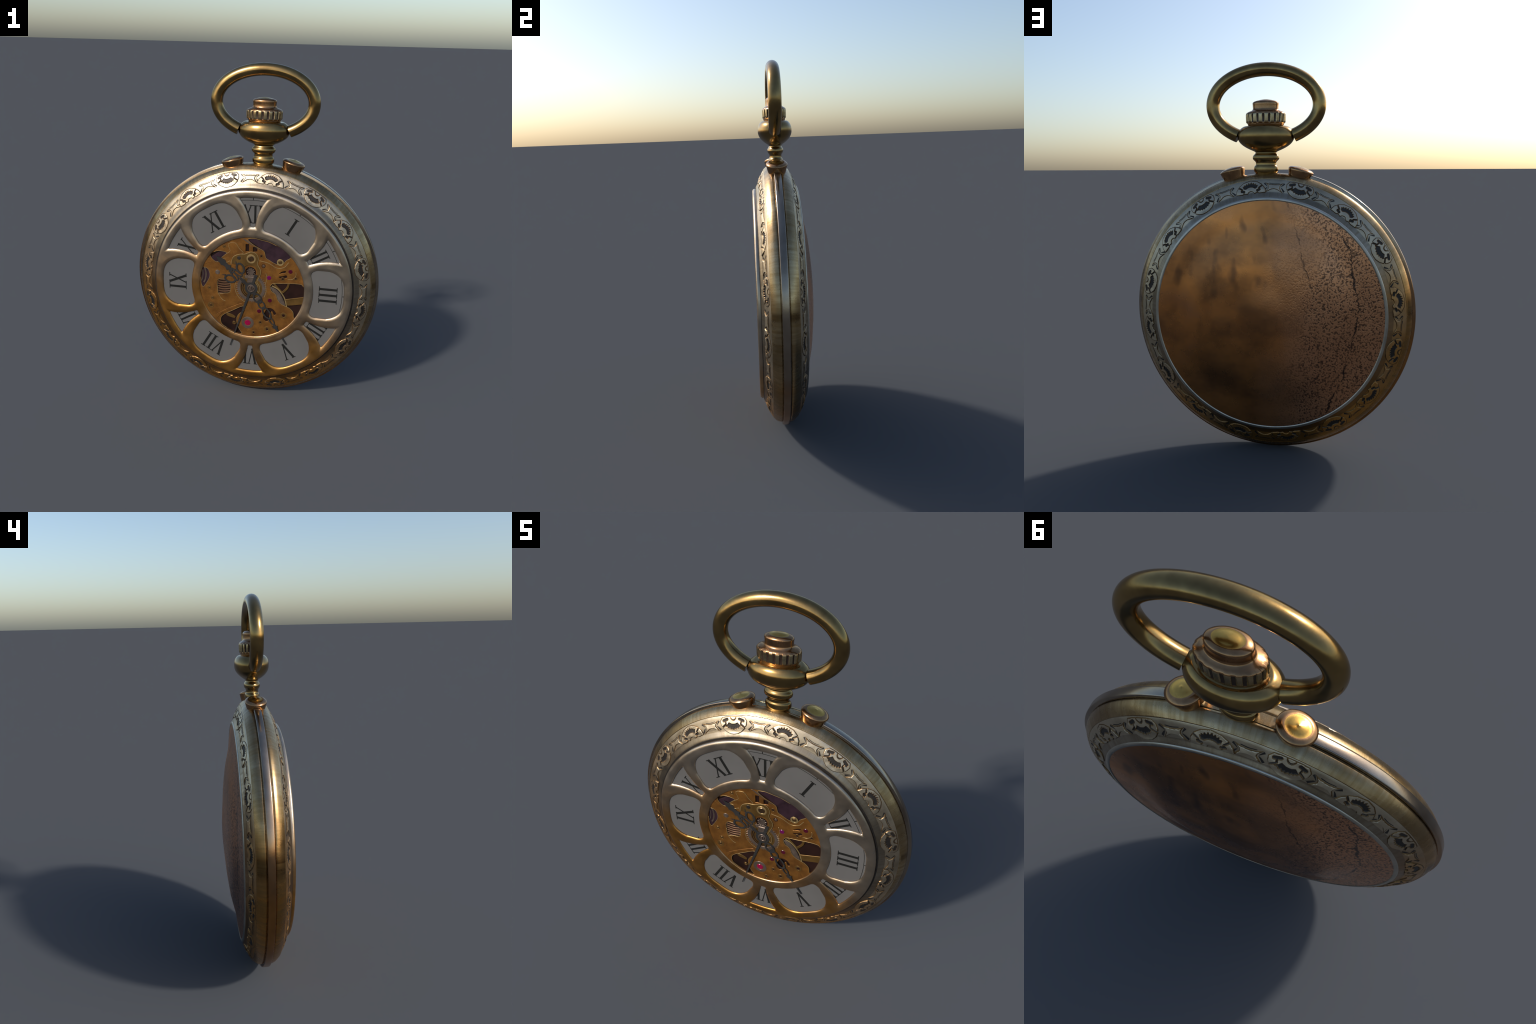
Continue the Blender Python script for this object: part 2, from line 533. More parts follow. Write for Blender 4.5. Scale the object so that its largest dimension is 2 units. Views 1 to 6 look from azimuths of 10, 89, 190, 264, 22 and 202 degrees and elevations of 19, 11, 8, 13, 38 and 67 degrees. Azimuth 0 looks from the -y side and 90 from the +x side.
def fan_pits(u, v):
    teeth = [(-0.034, -0.001), (-0.038, 0.010), (-0.032, 0.009), (-0.031, 0.016), (-0.024, 0.012), (-0.020, 0.021), (-0.013, 0.014), (-0.008, 0.024), (-0.003, 0.016),
             (0.005, 0.025), (0.008, 0.015), (0.016, 0.022), (0.018, 0.013), (0.027, 0.017), (0.026, 0.010), (0.036, 0.010), (0.033, 0.0), (0.024, -0.005),
             (0.012, 0.002), (0, 0.004), (-0.012, 0.002), (-0.024, -0.004)]
    p = sd_poly(u, v, teeth)
    for s in (-1, 1):
        p = np.maximum(p, sd_stroke(u, v, (s * 0.058, 0.008), (s * 0.043, -0.003), 0.0024))
        p = np.maximum(p, sd_stroke(u, v, (s * 0.046, -0.011), (s * 0.035, -0.015), 0.0048))
        p = np.maximum(p, sd_stroke(u, v, (s * 0.036, -0.018), (s * 0.036, -0.030), 0.0008))
    return p


def shell_shape(u, v):
    u, v = u / 1.05, v / 1.05
    return sd_poly(u, v, [(-0.054, 0.031), (-0.066, 0.016), (-0.065, 0.0), (-0.056, -0.017), (-0.040, -0.031), (-0.020, -0.039), (0, -0.041), (0.020, -0.039), (0.040, -0.031),
                          (0.056, -0.017), (0.065, 0.0), (0.066, 0.016), (0.054, 0.031), (0.03, 0.033), (-0.03, 0.033)])


def shell_pits(u, v):
    crown = [(-0.042, -0.006), (-0.030, 0.001), (-0.023, 0.009), (-0.010, 0.003), (0.0, 0.0025), (0.010, 0.003), (0.021, 0.008), (0.026, 0.004), (0.036, -0.004), (0.034, -0.010),
             (0.028, -0.009), (0.024, -0.016), (0.017, -0.013), (0.013, -0.019), (0.006, -0.016), (0.0, -0.022), (-0.006, -0.016), (-0.013, -0.020), (-0.018, -0.013), (-0.026, -0.015), (-0.030, -0.009)]
    p = sd_poly(u, v, crown)
    for s in (-1, 1):
        p = np.maximum(p, sd_stroke(u, v, (s * 0.050, 0.017), (s * 0.031, 0.023), 0.0052))
        p = np.maximum(p, sd_stroke(u, v, (s * 0.042, 0.018), (s * 0.038, 0.004), 0.0022))
        p = np.maximum(p, sd_stroke(u, v, (s * 0.040, 0.002), (s * 0.059, -0.010), 0.0026))
    p = np.maximum(p, np.minimum(sd_circle(u, v, (0.0, 0.031), 0.014), -sd_circle(u, v, (0.0, 0.034), 0.0135)))
    return p


def star_shape(u, v):
    return sd_poly(u, v, [(-0.047, 0.022), (-0.024, 0.0135), (0, 0.0115), (0.024, 0.0135), (0.047, 0.022), (0.030, 0.005), (0.028, -0.004),
                          (0.049, -0.029), (0.029, -0.020), (0.014, -0.0125), (0, -0.0105), (-0.014, -0.0125), (-0.029, -0.020), (-0.049, -0.029), (-0.028, -0.004), (-0.030, 0.005)])


def star_pits(u, v):
    return np.full(np.shape(u), -1.0)


def plaque(name, shape, pits, half_u, lo, hi, height=0.0050, extra=()):
    step = 0.00135
    us = np.arange(-half_u, half_u + step, step)
    vs = np.arange(lo, hi + step, step)
    U, V = np.meshgrid(us, vs, indexing="ij")
    u, v, q = cut_grid(U, V, shape)
    d, p = shape(u, v), pits(u, v)
    # edges are nibbled and rounded, the top fades into the cover towards the rim
    wob = 0.0004 * np.sin(u * 130 + v * 70) * np.sin(v * 150 - u * 40)
    top = height * (1 - 0.75 * smoothstep(-0.012, 0.030, v)) + wob
    h = top * (0.05 + 0.95 * smoothstep(0.0, 0.0042, d)) - (top - 0.0004) * smoothstep(-0.0012, 0.0014, p)
    mid = lambda z: z[q].mean(1)
    pq, dq = mid(p), mid(d)
    idx = np.where(pq > 0.0003, 1, np.where((dq < 0.0030) | (pq > -0.0020), 2, 0))
    n0 = len(u)
    b = boundary(q)
    walls = sorted({i for e in b for i in e})
    wm = {w: n0 + k for k, w in enumerate(walls)}
    wi = np.array(walls)
    u = np.concatenate([u, u[wi]])
    v = np.concatenate([v, v[wi]])
    h = np.concatenate([h, np.full(len(wi), -0.004)])
    r = R0 + v
    th = u / R0
    off = cover_offset(r) + h
    verts = np.stack([r * np.sin(th), -off, r * np.cos(th)], 1)
    faces = [tuple(x) for x in q.tolist()] + [(y, x, wm[x], wm[y]) for x, y in b]
    idx = list(idx) + [2] * len(b)
    # dark crescent cuts beside the plaque
    for path, w in extra:
        s = sd = strip(spline(path, 5), w[0], w[1])
        base = len(verts)
        n = len(s) // 2
        rr, tt = R0 + s[:, 1], s[:, 0] / R0
        oo = cover_offset(rr) + 0.0007
        verts = np.vstack([verts, np.stack([rr * np.sin(tt), -oo, rr * np.cos(tt)], 1)])
        for k in range(n - 1):
            faces.append((base + k, base + k + 1, base + 2 * n - 2 - k, base + 2 * n - 1 - k))
            idx.append(1)
    me = bpy.data.meshes.new(name)
    me.from_pydata(verts.tolist(), [], faces)
    for m in (BAND, PIT, EDGE):
        me.materials.append(m)
    me.polygons.foreach_set("material_index", np.asarray(idx, np.int32))
    me.polygons.foreach_set("use_smooth", np.ones(len(me.polygons), bool))
    me.update()
    return me


star_cuts = []
for s in (-1, 1):
    star_cuts += [([(s * 0.0335, -0.002), (s * 0.041, -0.008), (s * 0.053, -0.022)], (0.0010, 0.010)),
                  ([(s * 0.0335, 0.001), (s * 0.041, 0.009), (s * 0.050, 0.018)], (0.0010, 0.008))]
star_cuts += [([(-0.026, 0.0180), (0, 0.0150), (0.026, 0.0180)], (0.003, 0.002))]
fan_mesh = plaque("fan_medallion", fan_shape, fan_pits, 0.086, -0.038, 0.042)
shell_mesh = plaque("shell_medallion", shell_shape, shell_pits, 0.076, -0.048, 0.038)
star_mesh = plaque("star_ornament", star_shape, star_pits, 0.054, -0.033, 0.027, 0.0044, star_cuts)

for side, parent in ((0, front), (1, back)):
    for k in range(8):
        for mesh, a0 in ((fan_mesh, 8.2), (star_mesh, 20.0), (shell_mesh, 31.0), (star_mesh, 42.6)):
            a = math.radians(a0 + 45 * k + RNG.uniform(-0.3, 0.3))
            ob = bpy.data.objects.new(mesh.name, mesh)
            bpy.context.scene.collection.objects.link(ob)
            place(ob, CENTRE, parent)
            ob.rotation_mode = "QUATERNION"
            rot = Matrix.Rotation(a, 4, "Y") if side == 0 else Matrix.Rotation(a, 4, "Y") @ Matrix.Rotation(math.pi, 4, "Z")
            ob.rotation_quaternion = rot.to_quaternion()

# ---- pierced dial frame
HOLE_R, OUT_R = 0.311, 0.5885
TOP = 0.1322


def rbox(u, v, hw, lo, hi, r_lo, r_hi):
    vm, hh = (lo + hi) / 2, (hi - lo) / 2
    r = r_lo + (r_hi - r_lo) * smoothstep(-0.02, 0.02, v - vm)
    qx, qy = np.abs(u) - hw + r, np.abs(v - vm) - hh + r
    return -(np.hypot(np.maximum(qx, 0), np.maximum(qy, 0)) + np.minimum(np.maximum(qx, qy), 0) - r)


def petal(r, ph):
    """window round an odd hour, ph measured from its middle; positive inside"""
    u, v = r * np.sin(ph), r * np.cos(ph)
    d = rbox(u, v, 0.1475, 0.333, 0.545, 0.058, 0.112)
    k = 0.018
    for o in (r - 0.3635, 0.5455 - r):
        h = np.clip(0.5 - 0.5 * (d - o) / k, 0, 1)
        d = d * h + o * (1 - h) - k * h * (1 - h)
    return d


WEDGE_V = [0.30, 0.376, 0.400, 0.425, 0.450, 0.475, 0.500, 0.520, 0.535, 0.560]
WEDGE_U = [0.010, 0.0135, 0.0168, 0.0220, 0.0290, 0.0390, 0.0510, 0.0632, 0.0750, 0.0980]


def wedge(r, dp):
    u, v = r * np.sin(dp), r * np.cos(dp)
    d = 0.88 * (np.interp(v, WEDGE_V, WEDGE_U) - np.abs(u))
    for o, k in ((0.5455 - r, 0.010), (r - 0.376, 0.008)):
        h = np.clip(0.5 - 0.5 * (d - o) / k, 0, 1)
        d = d * h + o * (1 - h) - k * h * (1 - h)
    return d


def windows(r, th):
    six = math.radians(60)
    ph = (th % six) - six / 2
    dp = petal(r, ph)
    pw = ((th + six / 2) % six) - six / 2
    return np.maximum(dp, wedge(r, pw))


def frame_sd(r, th):
    return np.minimum(np.minimum(-windows(r, th), r - HOLE_R), OUT_R - r)


NA, NB = 1560, 112
TH, RR = np.meshgrid(np.linspace(0, 2 * np.pi, NA, endpoint=False), np.linspace(HOLE_R - 0.002, OUT_R + 0.002, NB), indexing="ij")
SC = 0.45   # angle scaled to length so that the contour snapping is metric
a, r, q = cut_grid(TH * SC, RR, lambda a, r: frame_sd(r, a / SC), wrap=True)
th = a / SC
dw = np.maximum(-windows(r, th), 0)


def roundoff(d, w, depth):
    t = np.clip(1 - d / w, 0, 1)
    return depth * (1 - np.sqrt(np.maximum(1 - t * t, 0)))


h = TOP - roundoff(dw, 0.020, 0.0085)
h = np.minimum(h, TOP - roundoff(np.maximum(OUT_R - r, 0), 0.017, 0.0115))
h = np.minimum(h, TOP - roundoff(np.maximum(r - HOLE_R, 0), 0.020, 0.0080))
# a bead at the foot of the chamfer of the centre opening
h += 0.0012 * np.exp(-((r - HOLE_R - 0.004) / 0.0025)**2)
h += 0.0006 * np.sin(th * 7 + 3 * r) * np.sin(r * 40 + th * 3) * smoothstep(0.0, 0.02, np.minimum(dw, OUT_R - r))
b = boundary(q)
wv = sorted({i for e in b for i in e})
wm = {w: len(r) + k for k, w in enumerate(wv)}
wi = np.array(wv)
outer = r[wi] > OUT_R - 0.004
low = np.where(outer, 0.1085, np.where(r[wi] < HOLE_R + 0.004, 0.118, 0.1205))
R3, T3, H3 = np.concatenate([r, np.where(outer, r[wi] - 0.001, r[wi])]), np.concatenate([th, th[wi]]), np.concatenate([h, low])
verts = np.stack([R3 * np.sin(T3), -H3, R3 * np.cos(T3)], 1)
faces = [tuple(x) for x in q.tolist()] + [(y, x, wm[x], wm[y]) for x, y in b]
frame = make("dial_frame", verts, faces, FRAME, watch, CENTRE, 70)

lathe_y("frame_dark_line", [(0.5975, 0.1105), (0.5965, 0.1128), (0.5925, 0.1138), (0.5860, 0.1138)], PIT, watch, 240)

# ---- dial ring with numerals and minute track
DIAL = 0.1222
dial = lathe_y("dial", [(0.566, DIAL - 0.004), (0.566, DIAL), (0.45, DIAL), (0.330, DIAL), (0.330, DIAL - 0.006)], ENAMEL, watch, 200)


def numeral_outlines(text, h=0.106):
    gl = {"I": 0.036, "V": 0.066, "X": 0.066}
    total = sum(gl[c] for c in text)
    x = -total / 2
    out = []
    bar = lambda p, q, w: out.append(strip([p, q], w))
    for c in text:
        m = x + gl[c] / 2
        if c == "I":
            bar((m, -h / 2), (m, h / 2), 0.0135)
            for e in (-1, 1):
                bar((m - 0.0155, e * (h / 2 - 0.002)), (m + 0.0155, e * (h / 2 - 0.002)), 0.0042)
        elif c == "V":
            bar((m - 0.024, h / 2), (m + 0.002, -h / 2), 0.0140)
            bar((m + 0.024, h / 2), (m, -h / 2), 0.0065)
            bar((m - 0.036, h / 2 - 0.002), (m - 0.012, h / 2 - 0.002), 0.0042)
            bar((m + 0.013, h / 2 - 0.002), (m + 0.035, h / 2 - 0.002), 0.0042)
        else:
            bar((m - 0.023, h / 2), (m + 0.023, -h / 2), 0.0140)
            bar((m + 0.023, h / 2), (m - 0.023, -h / 2), 0.0062)
            for e in (-1, 1):
                for s in (-1, 1):
                    bar((m + s * 0.024 - 0.0115, e * (h / 2 - 0.002)), (m + s * 0.024 + 0.0115, e * (h / 2 - 0.002)), 0.0042)
        x += gl[c]
    return out


HOURS = ["XII", "I", "II", "III", "IIII", "V", "VI", "VII", "VIII", "IX", "X", "XI"]
for k, t in enumerate(HOURS):
    ang = math.radians(30 * k)
    s = Slab()
    for n, o in enumerate(numeral_outlines(t)):
        o = np.asarray(o)
        u, v = o[:, 0], o[:, 1] + 0.450
        u = u * (0.86 if k % 2 == 0 else 1.0)
        w = np.stack([u * math.cos(ang) + v * math.sin(ang), -u * math.sin(ang) + v * math.cos(ang)], 1)
        s.add(w, DIAL + 0.0009 + 0.00006 * n, 0.0016, chamfer=0.0002)
    s.build("numeral", INK, dial)
s = Slab()
s.add(strip(arc((0, 0), 0.531, -12, 104, 120), 0.0024), DIAL + 0.0006, 0.001, chamfer=0.0001)
s.add(strip(arc((0, 0), 0.5495, -12, 104, 120), 0.0030), DIAL + 0.0006, 0.001, chamfer=0.0001)
for k in range(-1, 11):
    if k % 3 == 0:
        aa = math.radians(10 * k)
        s.add(strip([(0.533 * math.sin(aa), 0.533 * math.cos(aa)), (0.548 * math.sin(aa), 0.548 * math.cos(aa))], 0.004), DIAL + 0.0007, 0.001, chamfer=0.0001)
s.build("minute_track", INK, dial)

# ---- movement seen through the centre opening
BASE = 0.1190
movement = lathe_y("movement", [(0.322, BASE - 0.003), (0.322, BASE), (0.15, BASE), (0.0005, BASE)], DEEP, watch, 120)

V = dict(
    upper_right=[(-0.026, 0.30), (0.009, 0.267), (0.052, 0.246), (0.072, 0.232), (0.082, 0.197), (0.106, 0.182), (0.141, 0.164), (0.176, 0.162), (0.2, 0.19), (0.224, 0.214), (0.171, 0.259), (0.094, 0.294), (0.03, 0.308)],
    right=[(0.113, 0.022), (0.130, 0.042), (0.179, 0.047), (0.273, 0.054), (0.306, 0.04), (0.3105, -0.026), (0.295, -0.1), (0.262, -0.165), (0.254, -0.128), (0.233, -0.106), (0.211, -0.096), (0.18, -0.082), (0.159, -0.058), (0.147, -0.026), (0.121, -0.006)],
    bottom=[(-0.053, -0.121), (-0.033, -0.131), (-0.046, -0.154), (-0.072, -0.174), (-0.085, -0.205), (-0.081, -0.243), (-0.069, -0.271), (-0.052, -0.303), (-0.1, -0.294), (-0.146, -0.272), (-0.178, -0.247), (-0.181, -0.208), (-0.158, -0.182), (-0.107, -0.152)],
    left=[(-0.294, 0.103), (-0.265, 0.099), (-0.252, 0.068), (-0.256, 0.038), (-0.275, 0.003), (-0.293, -0.02), (-0.305, 0.01), (-0.304, 0.062)],
    upper_left=[(-0.247, 0.187), (-0.212, 0.213), (-0.173, 0.215), (-0.150, 0.204), (-0.181, 0.171), (-0.205, 0.146), (-0.232, 0.158)],
    barrel=[(-0.203, 0.033), (-0.167, 0.045), (-0.131, 0.026), (-0.124, -0.008), (-0.131, -0.04), (-0.162, -0.048), (-0.197, -0.054), (-0.204, -0.018)],
    slot=[(0.162, 0.104), (0.177, 0.119), (0.2, 0.126), (0.197, 0.114), (0.18, 0.111)],
    slot_low=[(0.161, 0.086), (0.185, 0.093), (0.205, 0.099), (0.209, 0.086), (0.182, 0.077)],
    pit=[(0.104, -0.118), (0.133, -0.121), (0.153, -0.148), (0.142, -0.157), (0.129, -0.136), (0.114, -0.158), (0.112, -0.19), (0.096, -0.204), (0.078, -0.186), (0.084, -0.15)],
)
holes = [smooth_loop(V[k]) for k in V]
holes += [np.array(p) for p in ([(-0.038, 0.269), (-0.019, 0.271), (-0.018, 0.227), (-0.038, 0.225)], [(0.005, 0.255), (0.029, 0.258), (0.029, 0.229), (0.006, 0.227)])]
holes.append(circle((-0.005, 0.101), 0.031, 28))
MAIN = 0.1245
s = Slab().add(circle((0, 0), 0.317, 120), MAIN, 0.0050, holes, 0.0014)
s.build("main_plate", PLATE, movement)

# deeper parts inside the voids
s = Slab()
s.add(smooth_loop([(-0.03, 0.303), (0.06, 0.240), (0.09, 0.175), (0.17, 0.155), (0.235, 0.21), (0.12, 0.288)]), BASE + 0.0016, 0.002)
s.add(smooth_loop([(-0.306, 0.11), (-0.25, 0.11), (-0.24, 0.03), (-0.28, -0.03), (-0.309, 0.0)]), BASE + 0.0016, 0.002)
s.add(smooth_loop([(-0.255, 0.16), (-0.17, 0.222), (-0.14, 0.2), (-0.2, 0.14)]), BASE + 0.0016, 0.002)
s.build("barrel_drum", PLUM, movement)
s = Slab()
s.add(strip(arc((-0.38, 0.06), 0.105, 60, 120, 30), 0.010), BASE + 0.0034, 0.002)
s.add(strip(arc((-0.38, 0.06), 0.087, 50, 130, 30), 0.006), BASE + 0.0034, 0.002)
s.build("drum_groove", GREY, movement)
s = Slab()
for k in range(7):
    z = 0.036 - 0.0148 * k
    s.add(strip(spline([(-0.208, z + 0.004), (-0.165, z), (-0.122, z + 0.008)], 6), 0.0085), BASE + 0.0030, 0.0018)
s.build("mainspring_coil", COIL, movement)
s = Slab()
s.add(strip(spline([(0.122, 0.026), (0.159, 0.009), (0.186, -0.022), (0.203, -0.053), (0.214, -0.098)], 6), 0.0075), BASE + 0.0050, 0.003)
s.build("balance_rim", TRIM, movement)
s = Slab()
s.add(smooth_loop([(0.113, 0.016), (0.150, 0.004), (0.180, -0.03), (0.205, -0.092), (0.165, -0.085), (0.14, -0.03)]), BASE + 0.0035, 0.002)
s.build("balance_wheel", GREY, movement)
s = Slab()
s.add(strip(spline([(0.222, 0.058), (0.213, 0.022), (0.184, -0.013)], 6), 0.013), BASE + 0.0046, 0.003)
s.add(strip(spline([(0.130, 0.044), (0.152, 0.022), (0.186, -0.012)], 6), 0.011), BASE + 0.0044, 0.003)
s.add([(0.203, -0.053), (0.311, -0.028), (0.311, -0.071), (0.22, -0.090)], BASE + 0.0046, 0.003)
s.add([(0.204, -0.050), (0.311, -0.025), (0.311, -0.033), (0.206, -0.058)], BASE + 0.0062, 0.004)
s.add(smooth_loop([(-0.15, -0.178), (-0.125, -0.178), (-0.095, -0.192), (-0.098, -0.205), (-0.125, -0.2), (-0.145, -0.192)]), BASE + 0.0035, 0.003)
s.build("balance_bar", PLATE_B, movement)
s = Slab()
s.add(smooth_loop([(-0.06, 0.303), (-0.02, 0.275), (0.05, 0.242), (0.02, 0.255), (-0.03, 0.293)], 4), MAIN + 0.0006, 0.003)
s.add(smooth_loop([(-0.015, 0.262), (0.0, 0.262), (0.002, 0.222), (-0.014, 0.222)], 3), MAIN - 0.001, 0.003)
s.build("click_lever", GREY, movement)

# bridges standing on the main plate
s = Slab()
s.add(smooth_loop([(-0.205, -0.213), (-0.174, -0.178), (-0.116, -0.145), (-0.051, -0.114), (-0.062, -0.104), (-0.125, -0.135), (-0.172, -0.163), (-0.205, -0.188)]), MAIN + 0.0018, 0.004)
s.add(smooth_loop([(-0.185, 0.169), (-0.157, 0.198), (-0.129, 0.221), (-0.142, 0.262), (-0.099, 0.272), (-0.075, 0.24), (-0.05, 0.215), (-0.076, 0.203), (-0.102, 0.188), (-0.117, 0.16), (-0.121, 0.138), (-0.130, 0.158), (-0.144, 0.15), (-0.161, 0.151), (-0.159, 0.173)], 3), MAIN + 0.0018, 0.004)
s.add(smooth_loop([(-0.30, 0.115), (-0.25, 0.14), (-0.23, 0.13), (-0.262, 0.165), (-0.275, 0.15)], 4), MAIN + 0.0012, 0.004)
s.build("plate_bridge", PLATE, movement)
cock = smooth_loop([(-0.119, 0.150), (-0.110, 0.186), (-0.076, 0.205), (-0.042, 0.209), (-0.007, 0.225), (0.025, 0.217), (0.039, 0.187), (0.034, 0.155), (0.054, 0.116), (0.050, 0.083), (0.034, 0.045), (0.050, 0.015), (0.047, -0.02),
                    (0.036, -0.01), (0.036, 0.02), (0.022, 0.05), (0.034, 0.085), (0.026, 0.128), (-0.005, 0.143), (-0.036, 0.133), (-0.047, 0.095), (-0.032, 0.05), (-0.042, 0.045), (-0.062, 0.09), (-0.060, 0.135), (-0.093, 0.140)])
s = Slab()
s.add(cock, MAIN + 0.0024, 0.005)
s.build("winding_cock", PLATE_B, movement)
s = Slab()
edge_path = np.vstack([cock, cock[:1]])
for key in ("upper_right", "right", "bottom", "left", "upper_left", "barrel"):
    l = smooth_loop(V[key])
    ok = np.hypot(l[:, 0], l[:, 1]) < 0.309
    st = int(np.argmin(ok)) if not ok.all() else 0
    l = np.roll(l, -st, 0)[np.roll(ok, -st)]
    s.add(strip(l, 0.0022), MAIN + 0.0007, 0.002, chamfer=0.0003)
star_edge = smooth_loop([(-0.185, 0.169), (-0.157, 0.198), (-0.129, 0.221), (-0.142, 0.262), (-0.099, 0.272), (-0.075, 0.24), (-0.05, 0.215), (-0.076, 0.203), (-0.102, 0.188), (-0.117, 0.16), (-0.121, 0.138), (-0.130, 0.158), (-0.144, 0.15), (-0.161, 0.151), (-0.159, 0.173)], 3)
s.add(strip(np.vstack([star_edge, star_edge[:1]]), 0.0024), MAIN + 0.0023, 0.002, chamfer=0.0004)
s.add(strip(edge_path[:78], 0.0034), MAIN + 0.0031, 0.002, chamfer=0.0005)
s.add(strip(spline([(0.045, 0.176), (0.10, 0.165), (0.15, 0.140), (0.19, 0.148), (0.215, 0.180)], 6), 0.0034), MAIN + 0.0009, 0.002, chamfer=0.0004)
s.add(strip(arc((0.225, 0.112), 0.036, 70, 200, 20), 0.003), MAIN + 0.0009, 0.002, chamfer=0.0004)
s.add(strip(spline([(-0.205, -0.01), (-0.198, -0.055), (-0.175, -0.088), (-0.155, -0.098)], 6), 0.003), MAIN + 0.0009, 0.002, chamfer=0.0004)
s.add(strip(spline([(0.085, 0.10), (0.092, 0.07), (0.084, 0.03), (0.09, -0.01), (0.08, -0.05)], 6), 0.003), MAIN + 0.0009, 0.002, chamfer=0.0004)
s.add(strip(arc((0, 0.0), 0.098, 195, 285, 40), 0.003), MAIN + 0.0009, 0.002, chamfer=0.0004)
s.build("bright_chamfer", TRIM, movement)

# gears round the centre
s = Slab().add(gear_loop((0.0, 0.0), 0.0925, 44, 0.0085), MAIN + 0.0012, 0.004, [circle((0, 0), 0.066, 48)], 0.001)
s.build("centre_gear", GREY, movement)
s = Slab()
s.add(circle((0, 0), 0.066, 48), MAIN + 0.0004, 0.003)
s.build("gear_web", PLATE_B, movement)
s = Slab()
for rr in (0.060, 0.050):
    s.add(strip(arc((0, 0), rr, 150, 310, 40), 0.0042), MAIN + 0.0019, 0.003, chamfer=0.0006)
s.build("hairspring", DEEP, movement)
s = Slab().add(gear_loop((-0.004, 0.104), 0.025, 11, 0.007, 0.8), MAIN + 0.0010, 0.005, (), 0.001)
s.build("winding_pinion", GREY, movement)
s = Slab()
s.add([(-0.022, 0.072), (0.014, 0.072), (0.020, 0.036), (-0.026, 0.036)], MAIN + 0.0030, 0.003)
s.add(strip([(-0.020, 0.066), (0.013, 0.066)], 0.008), MAIN + 0.0042, 0.003)
s.build("setting_lever", GREY, movement)

# screws, bushings and jewels


def boss(name, c, r, mat, ring=None, inner=None, top=MAIN):
    s = Slab()
    s.add(circle(c, r, 28), top + 0.0014, 0.004, (), min(0.002, r * 0.3), 0)
    mats = [mat]
    if ring is not None:
        s.add(circle(c, ring[0], 32), top + 0.0007, 0.003, [circle(c, ring[1], 32)], 0.0008, 1)
        mats.append(ring[2])
    s.build(name, mats, movement)


boss("jewel", (-0.017, -0.225), 0.0185, RUBY, (0.038, 0.020, GREY))
boss("jewel", (0.104, 0.075), 0.0135, VIOLET)
boss("jewel", (0.113, -0.067), 0.0130, GARNET)
boss("jewel", (0.051, -0.142), 0.0130, GARNET)
boss("jewel", (0.228, 0.125), 0.0130, GARNET)
boss("bushing", (0.167, 0.176), 0.0105, EDGE, (0.0205, 0.0115, TRIM), top=MAIN + 0.001)
boss("bushing", (-0.004, 0.183), 0.0180, COPPER, (0.0275, 0.0185, TRIM), top=MAIN + 0.0028)
boss("screw", (-0.204, 0.082), 0.0150, GREY)
boss("screw", (-0.245, -0.133), 0.0100, EDGE, (0.0195, 0.0115, PLATE_B))
boss("screw", (0.198, -0.155), 0.0095, DEEP, (0.0190, 0.0100, PLATE_B))
boss("screw", (0.102, -0.255), 0.0080, DEEP, (0.0170, 0.0090, PLATE_B))
boss("screw", (0.070, 0.145), 0.0080, GREY, (0.0120, 0.0085, DEEP))
boss("screw", (-0.076, 0.183), 0.0120, PIT, top=MAIN + 0.0022)

# more small screws
for c in ((-0.255, -0.02), (-0.235, -0.085), (-0.10, -0.235), (0.02, -0.285), (0.06, -0.215), (0.185, 0.075), (0.26, 0.085), (-0.165, 0.245), (0.055, 0.205), (-0.13, 0.095), (0.14, -0.235)):
    boss("screw", c, 0.0062, DEEP if c[0] > 0 else EDGE, (0.0115, 0.0070, PLATE_B))
# ---- hands


def along(origin_dir):
    d = np.array(origin_dir, float)
    d /= np.linalg.norm(d)
    n = np.array([d[1], -d[0]])
    return lambda pts: np.asarray(pts, float)[:, :1] * d + np.asarray(pts, float)[:, 1:] * n


H0 = 0.1275


def loop_ring(c, rx, ry, w, rot=0.0, n=26):
    return circle(c, rx, n, ry, rot), [circle(c, rx - w, n, ry - w, rot)]


T = along((-0.214, 0.184))
s = Slab()
k = [0]


def piece(outer, hs=(), lift=0.0):
    k[0] += 1
    s.add(T(outer), H0 + lift + 0.00007 * k[0], 0.0016, [T(x) for x in hs], 0.0005)


piece(circle((0, 0), 0.036, 40), [circle((0, 0), 0.022, 32)])
piece([(0.030, -0.010), (0.095, -0.007), (0.095, 0.007), (0.030, 0.010)])
piece([(0.058, -0.014), (0.068, -0.014), (0.068, 0.014), (0.058, 0.014)])
for sgn in (-1, 1):
    o, hh = loop_ring((0.128, sgn * 0.046), 0.037, 0.027, 0.0110, sgn * 0.5)
    piece(o, hh)
    o, hh = loop_ring((0.118, sgn * 0.0135), 0.032, 0.0155, 0.0080, -sgn * 0.25)
    piece(o, hh)
    piece([(0.160, sgn * 0.052), (0.181, sgn * 0.064), (0.166, sgn * 0.044)])
    piece([(0.146, sgn * 0.022), (0.172, sgn * 0.012), (0.160, sgn * 0.006), (0.142, sgn * 0.012)])
piece([(0.148, 0), (0.162, -0.013), (0.172, -0.008), (0.180, -0.020), (0.196, -0.012), (0.212, -0.013), (0.226, -0.021), (0.236, -0.016), (0.250, -0.017), (0.258, -0.010), (0.284, 0.0),
       (0.258, 0.010), (0.250, 0.017), (0.236, 0.016), (0.226, 0.021), (0.212, 0.013), (0.196, 0.012), (0.180, 0.020), (0.172, 0.008), (0.162, 0.013)])
s.build("hour_hand", HAND, watch)

